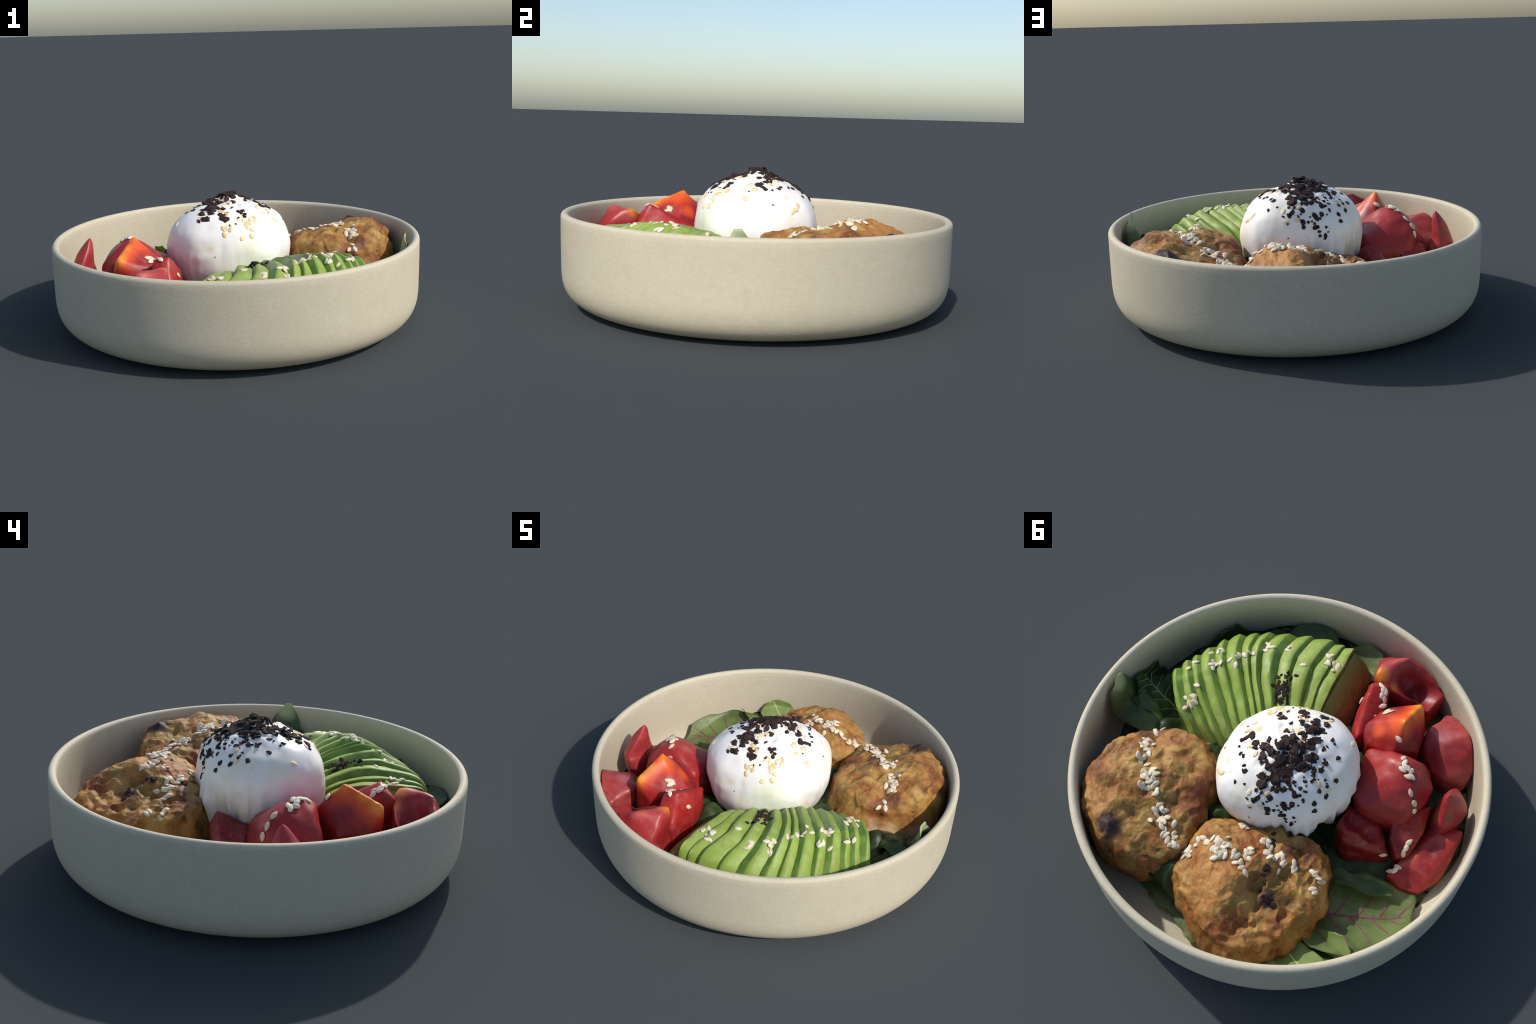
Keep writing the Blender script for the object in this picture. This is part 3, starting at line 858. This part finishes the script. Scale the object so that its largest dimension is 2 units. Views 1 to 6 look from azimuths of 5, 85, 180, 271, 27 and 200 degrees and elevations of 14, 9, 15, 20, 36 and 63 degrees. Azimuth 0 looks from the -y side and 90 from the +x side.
def build_salad():
    # crumpled bed of greens under everything
    nt, nr = 160, 60
    th = np.linspace(-np.pi, np.pi, nt, endpoint=False)
    deg = np.degrees(th)
    ring = [(-180, 0.94, 0.14), (-140, 0.94, 0.20), (-104, 0.95, 0.20), (-76, 0.95, 0.26), (-40, 0.95, 0.19), (-15, 0.93, 0.13), (2, 0.90, 0.10), (20, 0.86, 0.10),
            (45, 0.80, 0.13), (65, 0.77, 0.13), (85, 0.80, 0.12), (105, 0.94, 0.17), (125, 0.94, 0.20), (140, 0.93, 0.17), (150, 0.88, 0.08), (165, 0.88, 0.10), (180, 0.94, 0.14)]
    ring = np.array(ring)
    Rm, Ze = np.interp(deg, ring[:, 0], ring[:, 1]), np.interp(deg, ring[:, 0], ring[:, 2])
    s = np.linspace(0.02, 1, nr)
    X = s[:, None] * Rm * np.cos(th)
    Y = s[:, None] * Rm * np.sin(th)
    Zt = 0.11 * (1 - s[:, None] ** 4) + Ze[None] * s[:, None] ** 4
    P = np.stack([X, Y, Zt], -1).reshape(-1, 3)
    # greens heaped up round the cheese, except where the floor lies open on the north-west
    heap = [(0.29, 0.12, 0.20), (0.20, 0.28, 0.21), (0.30, 0.48, 0.18), (-0.20, -0.36, 0.19), (-0.30, -0.28, 0.17), (0.33, 0.58, 0.20), (0.31, -0.05, 0.17), (0.40, -0.06, 0.17), (0.52, -0.07, 0.17), (0.66, -0.08, 0.18), (-0.45, -0.02, 0.08), (-0.14, 0.24, 0.12),
            (-0.6, -0.5, 0.10), (-0.5, -0.25, 0.10)]
    P[:, 2] += np.max([h * np.exp(-((P[:, 0] - x) ** 2 + (P[:, 1] - y) ** 2) / 0.020) for x, y, h in heap], axis=0)
    # hollow under the broad beet leaf
    P[:, 2] -= 0.05 * np.exp(-((P[:, 0] + 0.62) ** 2 + (P[:, 1] - 0.46) ** 2) / 0.06)
    P[:, 2] += 0.022 * fbm(P, 8, 3, 3) - 0.025 * np.abs(perlin(P, 13, 8))
    under = np.stack([X[-1] * 0.74, Y[-1] * 0.74, np.full(nt, 0.05)], -1)
    V = np.vstack([P, under])
    n = nr + 1
    faces = grid_faces(n, nt, wrap=True)
    c0, c1 = len(V), len(V) + 1
    V = np.vstack([V, P[:nt].mean(0), [0, 0, 0.05]])
    faces += [(c0, j, (j + 1) % nt) for j in range(nt)] + [(c1, nr * nt + (j + 1) % nt, nr * nt + j) for j in range(nt)]
    dark = leaf_green("dark_salad_green", srgb(44, 58, 34), srgb(74, 92, 50), 3.0)
    bed = tag(new_object("lettuce_bed", V, faces, dark, (0, 0, 0.05)), "crumpled bed of dark green salad leaves", "salad greens")
    bed["kind"] = "stuff"

    mid = leaf_green("salad_green", srgb(84, 102, 54), srgb(120, 136, 78), 1.0)
    lite = leaf_green("light_salad_green", srgb(104, 128, 66), srgb(136, 154, 90), 5.0)
    deep = leaf_green("deep_salad_green", srgb(54, 74, 42), srgb(84, 104, 58), 7.0)
    tip_pale = leaf_green("pale_tipped_green", srgb(62, 82, 44), srgb(92, 112, 62), 9.0, ((0.248, -0.06, 0.235), 0.10, srgb(176, 186, 142)))
    L = [bed]
    L.append(build_leaf("green beet leaf with purple veins", [(-0.30, 0.53, 0.12), (-0.41, 0.515, 0.125), (-0.55, 0.475, 0.125), (-0.70, 0.43, 0.125), (-0.85, 0.36, 0.13)],
                        [0.10, 0.20, 0.23, 0.24, 0.20, 0.12], (0.3, 1, 0.22), mid, 0.14, 0.010, 1, veins=M_VEIN, vein_r=0.010))
    L.append(build_leaf("light green leaf with pale midrib against the wall", [(-0.26, 0.66, 0.12), (-0.34, 0.76, 0.17), (-0.43, 0.82, 0.23), (-0.455, 0.83, 0.275)],
                        [0.04, 0.09, 0.11, 0.04], (1, 0.75, 0.0), lite, 0.05, 0.01, 2, veins=M_RIB, vein_r=0.007, rib_only=True))
    L.append(build_leaf("light ruffled leaf along the wall", [(-0.42, 0.63, 0.13), (-0.53, 0.69, 0.16), (-0.61, 0.72, 0.20)],
                        [0.05, 0.11, 0.13, 0.07], (-0.8, 0.6, 0.0), lite, 0.02, 0.008, 9))
    L.append(build_leaf("small green leaf behind the fritter", [(-0.10, 0.80, 0.12), (-0.20, 0.86, 0.16), (-0.30, 0.88, 0.22)],
                        [0.04, 0.09, 0.04], (0.2, 1, 0), mid, 0.08, 0.01, 4))
    L.append(build_leaf("upright pointed leaf curling up the wall", [(0.66, -0.07, 0.25), (0.74, -0.09, 0.29), (0.85, -0.12, 0.33), (0.90, -0.145, 0.42), (0.915, -0.155, 0.512)],
                        [0.05, 0.08, 0.11, 0.075, 0.016], (-0.05, 1, -0.18), tip_pale, -0.25, 0.02, 5, thick=0.010))
    L.append(build_leaf("dark ruffled leaf between avocado and wall", [(0.62, -0.22, 0.17), (0.74, -0.26, 0.22), (0.84, -0.30, 0.25), (0.90, -0.32, 0.31)],
                        [0.06, 0.15, 0.20, 0.20, 0.12], (-0.4, 1, 0.1), deep, 0.16, 0.05, 6, veins=M_RIB, vein_r=0.005))
    L.append(build_leaf("dark green leaf under the avocado", [(0.50, -0.62, 0.17), (0.60, -0.70, 0.20), (0.65, -0.69, 0.245)],
                        [0.06, 0.16, 0.15, 0.06], (1, 0.7, 0), deep, 0.08, 0.015, 7))
    L.append(build_leaf("green leaf along the front wall", [(0.10, -0.74, 0.20), (0.16, -0.86, 0.25), (0.20, -0.93, 0.29)],
                        [0.08, 0.16, 0.14, 0.05], (1, 0.2, 0), deep, 0.03, 0.012, 8))
    L.append(build_leaf("green leaf beside the tomato", [(-0.12, -0.72, 0.20), (-0.17, -0.84, 0.24), (-0.2, -0.92, 0.275)],
                        [0.05, 0.10, 0.10, 0.04], (1, -0.2, 0), mid, 0.08, 0.012, 11))
    L.append(build_leaf("pale green leaf under the fritters", [(0.58, 0.56, 0.085), (0.42, 0.66, 0.09), (0.26, 0.74, 0.09), (0.08, 0.84, 0.095)],
                        [0.05, 0.09, 0.10, 0.05], (0.6, 0.8, 0), mid, 0.03, 0.012, 12))
    L.append(build_leaf("little dark leaf between cheese and fritter", [(0.26, -0.08, 0.20), (0.32, -0.03, 0.25), (0.355, 0.01, 0.29)],
                        [0.03, 0.07, 0.06, 0.02], (1, -0.8, 0.3), deep, 0.2, 0.01, 13))
    L.append(build_leaf("thin dark rocket leaf", [(-0.34, 0.30, 0.14), (-0.45, 0.32, 0.155), (-0.56, 0.32, 0.155), (-0.70, 0.30, 0.15)],
                        [0.02, 0.04, 0.03, 0.04, 0.015], (0, 1, 0.1), deep, 0.15, 0.015, 14))
    return L


# ------------------------------------------------------------------ sesame seeds and crumbs
def seed_mesh(name, mat, length=0.0212, width=0.0127, height=0.0068):
    """Teardrop sesame seed, half sizes given."""
    bm = bmesh.new()
    bmesh.ops.create_uvsphere(bm, u_segments=14, v_segments=9, radius=1.0)
    for v in bm.verts:
        x, y, z = v.co.z, v.co.x, v.co.y
        taper = 1 - 0.38 * max(x, 0) ** 1.3
        v.co = Vector((x * length, y * width * taper, z * height * taper))
    me = bpy.data.meshes.new(name)
    bm.to_mesh(me)
    bm.free()
    me.polygons.foreach_set("use_smooth", [True] * len(me.polygons))
    me.materials.append(mat)
    return me


def crumb_mesh(name, mat, seed):
    bm = bmesh.new()
    bmesh.ops.create_icosphere(bm, subdivisions=2, radius=1.0)
    P = np.array([v.co for v in bm.verts])
    d = 1 + 0.6 * fbm(P, 2.1, 2, seed)
    for v, k in zip(bm.verts, d):
        v.co = v.co * k
    me = bpy.data.meshes.new(name)
    bm.to_mesh(me)
    bm.free()
    me.polygons.foreach_set("use_smooth", [True] * len(me.polygons))
    me.set_sharp_from_angle(angle=math.radians(35))
    me.materials.append(mat)
    return me


class Sprinkler:
    def __init__(self, targets):
        self.tree = world_bvh(targets)

    def at(self, x, y):
        hit = self.tree.ray_cast(Vector((x, y, 2.0)), Vector((0, 0, -1)))
        return hit[0], hit[1]

    def drop(self, name, me, x, y, parent, size=(1, 1, 1), sink=0.0, tilt=0.25):
        p, n = self.at(x, y)
        if p is None:
            return None
        n = (n + Vector((rng.gauss(0, tilt), rng.gauss(0, tilt), rng.gauss(0, tilt) * 0.5))).normalized()
        q = n.to_track_quat("Z", "X")
        spin = Matrix.Rotation(rng.uniform(0, 2 * math.pi), 4, "Z")
        ob = bpy.data.objects.new(name, me)
        SCENE.collection.objects.link(ob)
        ob.parent = parent
        m = q.to_matrix().to_4x4() @ spin
        ob.location = p + n * sink - parent.location
        ob.rotation_euler = m.to_euler()
        ob.scale = size
        return ob


def trail(points, counts, spread):
    """Random positions round a list of (x, y) cluster centres."""
    for (x, y), c in zip(points, counts):
        for _ in range(c):
            yield x + rng.gauss(0, spread), y + rng.gauss(0, spread)


def main():
    build_bowl()
    build_salad()
    burrata = build_burrata()
    f1, f2 = build_fritters()
    avo, slices = build_avocado()
    toms = build_tomatoes()
    bpy.context.view_layer.update()

    white, toast = seed_mesh("sesame_seed", M_SEED), seed_mesh("toasted_sesame_seed", M_TOAST)
    crumbs = [crumb_mesh("crumb", M_CRUMB, k) for k in range(7)]

    sp = Sprinkler([f1])
    for x, y in trail([(0.645, 0.015), (0.64, 0.12), (0.63, 0.15), (0.61, 0.20), (0.57, 0.27), (0.55, 0.31), (0.50, 0.33), (0.45, 0.40), (0.42, 0.45), (0.38, 0.48), (0.34, 0.52)],
                      [3, 5, 6, 4, 9, 9, 2, 9, 10, 6, 7], 0.017):
        sp.drop("sesame_seed", white, x, y, f1, (1, 1, 1.0), 0.003)
    sp = Sprinkler([f2])
    for x, y in trail([(0.28, 0.53), (0.24, 0.52), (0.19, 0.47), (0.13, 0.47), (0.10, 0.51), (0.09, 0.47), (0.03, 0.50), (-0.03, 0.47), (-0.02, 0.53), (-0.10, 0.43), (-0.14, 0.42),
                       (-0.17, 0.44), (-0.22, 0.42), (-0.34, 0.41), (-0.07, 0.36), (0.06, 0.33), (-0.36, 0.47)],
                      [7, 6, 4, 7, 9, 6, 5, 5, 6, 5, 4, 6, 3, 5, 4, 6, 2], 0.018):
        sp.drop("sesame_seed", white, x, y, f2, (1, 1, 1.0), 0.003)
    for x, y in trail([(-0.17, 0.60), (-0.12, 0.50), (-0.10, 0.36)], [5, 5, 6], 0.02):
        sp.drop("crumb", rng.choice(crumbs), x, y, f2, [rng.uniform(0.008, 0.018)] * 2 + [0.006], 0.0)
    sp = Sprinkler(slices)
    for x, y in trail([(0.123, -0.598), (0.394, -0.518), (0.30, -0.614), (0.28, -0.66), (0.21, -0.663), (-0.006, -0.676), (-0.04, -0.66), (0.561, -0.167), (0.57, -0.20), (0.621, -0.39),
                       (0.527, -0.485), (0.51, -0.42), (0.46, -0.45), (0.53, -0.26)],
                      [1, 5, 5, 2, 3, 4, 4, 5, 3, 3, 4, 6, 2, 3], 0.018):
        sp.drop("sesame_seed", white, x, y, avo, (0.92, 0.92, 0.85), 0.001)
    for x, y in trail([(0.165, -0.48), (0.155, -0.43), (0.15, -0.40), (0.14, -0.37), (0.17, -0.42)], [10, 16, 16, 12, 8], 0.020):
        k = rng.uniform(0.004, 0.015)
        sp.drop("crumb", rng.choice(crumbs), x, y, avo, (k, k * rng.uniform(0.6, 1), 0.006), 0.0, 0.1)
    for key, pts in {"round": [(-0.537, -0.227), (-0.55, -0.20), (-0.56, -0.18), (-0.575, -0.18), (-0.55, -0.165), (-0.59, -0.175), (-0.60, -0.155), (-0.585, -0.145), (-0.619, -0.087),
                               (-0.653, -0.06), (-0.664, -0.042)],
                     "seeded": [(-0.327, -0.564), (-0.33, -0.54), (-0.31, -0.58), (-0.34, -0.56), (-0.345, -0.53), (-0.24, -0.52), (-0.35, -0.50)],
                     "orange": [(-0.484, -0.32), (-0.384, -0.473), (-0.38, -0.455), (-0.40, -0.465), (-0.322, -0.447)],
                     "low": [(-0.59, 0.15)], "cut_face": [(-0.65, 0.20), (-0.67, 0.19), (-0.68, 0.17)], "middle": [(-0.69, 0.06), (-0.685, 0.09), (-0.68, 0.115)]}.items():
        sp = Sprinkler([toms[key]])
        for x, y in pts:
            sp.drop("sesame_seed", white, x, y, toms[key], (1, 1, 0.9), 0.004, 0.1)

    sp = Sprinkler([burrata])
    # black crust in the middle of the cheese: broad flat flakes, then smaller ones, then dust
    flakes = [(-0.02, 0.05, 40), (0.04, 0.06, 34), (-0.08, 0.04, 42), (0.0, 0.11, 38), (-0.06, 0.10, 44), (-0.115, 0.08, 36), (-0.04, 0.15, 34), (-0.09, 0.14, 30), (-0.13, 0.04, 30),
              (-0.17, 0.0, 20), (-0.18, 0.036, 18), (-0.05, -0.02, 40), (-0.108, -0.028, 34), (-0.12, -0.07, 34), (-0.10, -0.125, 36), (-0.117, -0.175, 30), (-0.07, -0.13, 24),
              (0.06, -0.178, 18), (0.03, -0.16, 22), (-0.048, -0.205, 22), (-0.15, -0.24, 26), (-0.17, -0.18, 26), (0.187, 0.022, 24), (0.141, 0.014, 28), (0.135, 0.095, 20), (0.10, 0.056, 20),
              (0.06, 0.097, 20), (0.02, 0.184, 34), (0.024, 0.232, 20), (0.012, 0.24, 24), (-0.05, 0.207, 16), (-0.084, 0.18, 22), (-0.13, 0.186, 24), (-0.16, 0.16, 20), (-0.18, 0.187, 14),
              (-0.11, 0.23, 24), (-0.112, 0.249, 18), (-0.17, 0.114, 14), (-0.2, 0.10, 12), (-0.042, 0.269, 20), (-0.017, 0.259, 9), (0.09, 0.195, 12), (-0.148, 0.264, 11), (-0.084, 0.287, 12),
              (-0.038, -0.229, 30), (0.031, -0.166, 24), (0.067, -0.179, 16), (0.146, -0.004, 22), (0.184, 0.028, 18), (0.186, -0.051, 12), (-0.048, -0.187, 10), (0.086, -0.186, 10),
              (0.10, -0.195, 10), (0.004, -0.267, 9), (0.025, -0.229, 12), (-0.081, -0.322, 7), (0.259, 0.058, 6), (0.106, 0.044, 16)]
    for x, y, k in flakes:
        for _ in range(1 + (k > 15) + (k > 28)):
            r = k * 0.00060 * rng.uniform(0.55, 1.15)
            j = k * 0.0006
            sp.drop("crumb", rng.choice(crumbs), x + rng.gauss(0, j), y + rng.gauss(0, j), burrata,
                    (r * rng.uniform(0.9, 1.6), r, min(r * 0.4, 0.0065) + 0.002), 0.0, 0.12)
    for x, y, k in [(-0.02, 0.02, 0.024), (-0.055, -0.015, 0.022), (-0.10, -0.01, 0.020), (-0.09, 0.05, 0.022), (-0.03, 0.075, 0.024), (-0.10, -0.11, 0.020), (0.02, 0.06, 0.020), (-0.11, -0.17, 0.018), (0.01, 0.19, 0.018), (-0.05, -0.03, 0.018)]:
        sp.drop("crumb", rng.choice(crumbs), x, y, burrata, (k * 1.1, k, k * 0.6), 0.002, 0.3)
    n = 0
    while n < 190:
        x, y = rng.gauss(-0.07, 0.095), rng.gauss(0.07, 0.13)
        if math.hypot((x + 0.05) / 0.22, (y - 0.03) / 0.27) > 1.1 or (x > 0.0 and y < 0.0):
            continue
        r = rng.uniform(0.003, 0.014)
        sp.drop("crumb", rng.choice(crumbs), x, y, burrata, (r * rng.uniform(0.9, 1.6), r, r * 0.4 + 0.001), 0.0, 0.12)
        n += 1
    # toasted seeds half sunk in the cream, most on the sunny side
    tan = [(0.125, -0.044), (0.174, -0.033), (0.128, 0.046), (0.09, 0.086), (0.043, 0.029), (-0.014, 0.076), (-0.068, 0.091), (-0.068, 0.131), (-0.044, -0.107), (-0.05, -0.09), (-0.089, -0.044),
           (0.06, 0.24), (-0.02, 0.223), (-0.298, -0.168), (0.123, -0.187), (0.10, -0.19), (0.048, -0.201), (-0.225, 0.097), (-0.268, 0.092), (0.25, 0.15), (0.24, 0.17), (0.22, 0.18),
           (0.042, 0.28), (-0.011, 0.27), (-0.035, -0.273), (-0.02, -0.268), (0.002, -0.271), (-0.025, -0.292), (0.092, -0.236), (0.092, -0.212), (0.067, -0.278), (0.108, -0.255), (0.117, -0.164),
           (0.105, -0.175), (0.126, -0.059), (0.158, -0.09), (0.22, -0.082), (0.174, -0.037), (-0.161, -0.225), (0.044, -0.213), (0.069, -0.207), (-0.056, -0.174), (-0.028, -0.189),
           (0.114, -0.233), (0.08, -0.225), (-0.02, -0.08), (0.01, -0.06)]
    for x, y in tan:
        sp.drop("sesame_seed", toast, x, y, burrata, (0.95, 1.0, 0.75), -0.001, 0.1)


def join_dust(keep=270):
    """Crumbs too small to pick apart: one mesh for each thing they lie on."""
    cr = sorted((o for o in bpy.data.objects if o.name.split(".")[0] == "crumb"), key=lambda o: -o.scale[0] * o.scale[1])
    groups = {}
    for o in cr[keep:]:
        groups.setdefault(o.parent.name, []).append(o)
    for name, obs in groups.items():
        parent = bpy.data.objects[name]
        vs, fs = [], []
        for o in obs:
            m = Matrix.LocRotScale(o.location, o.rotation_euler, o.scale)
            b = len(vs)
            vs += [m @ v.co for v in o.data.vertices]
            fs += [tuple(b + i for i in p.vertices) for p in o.data.polygons]
        me = bpy.data.meshes.new("crumb_dust")
        me.from_pydata(vs, [], fs)
        me.materials.append(M_CRUMB)
        d = bpy.data.objects.new("crumb_dust", me)
        SCENE.collection.objects.link(d)
        d.parent = parent
        d["kind"] = "stuff"
        for o in obs:
            bpy.data.objects.remove(o)


main()
join_dust()
for o in list(bpy.data.objects):
    if o.name.startswith("hull"):
        bpy.data.objects.remove(o)
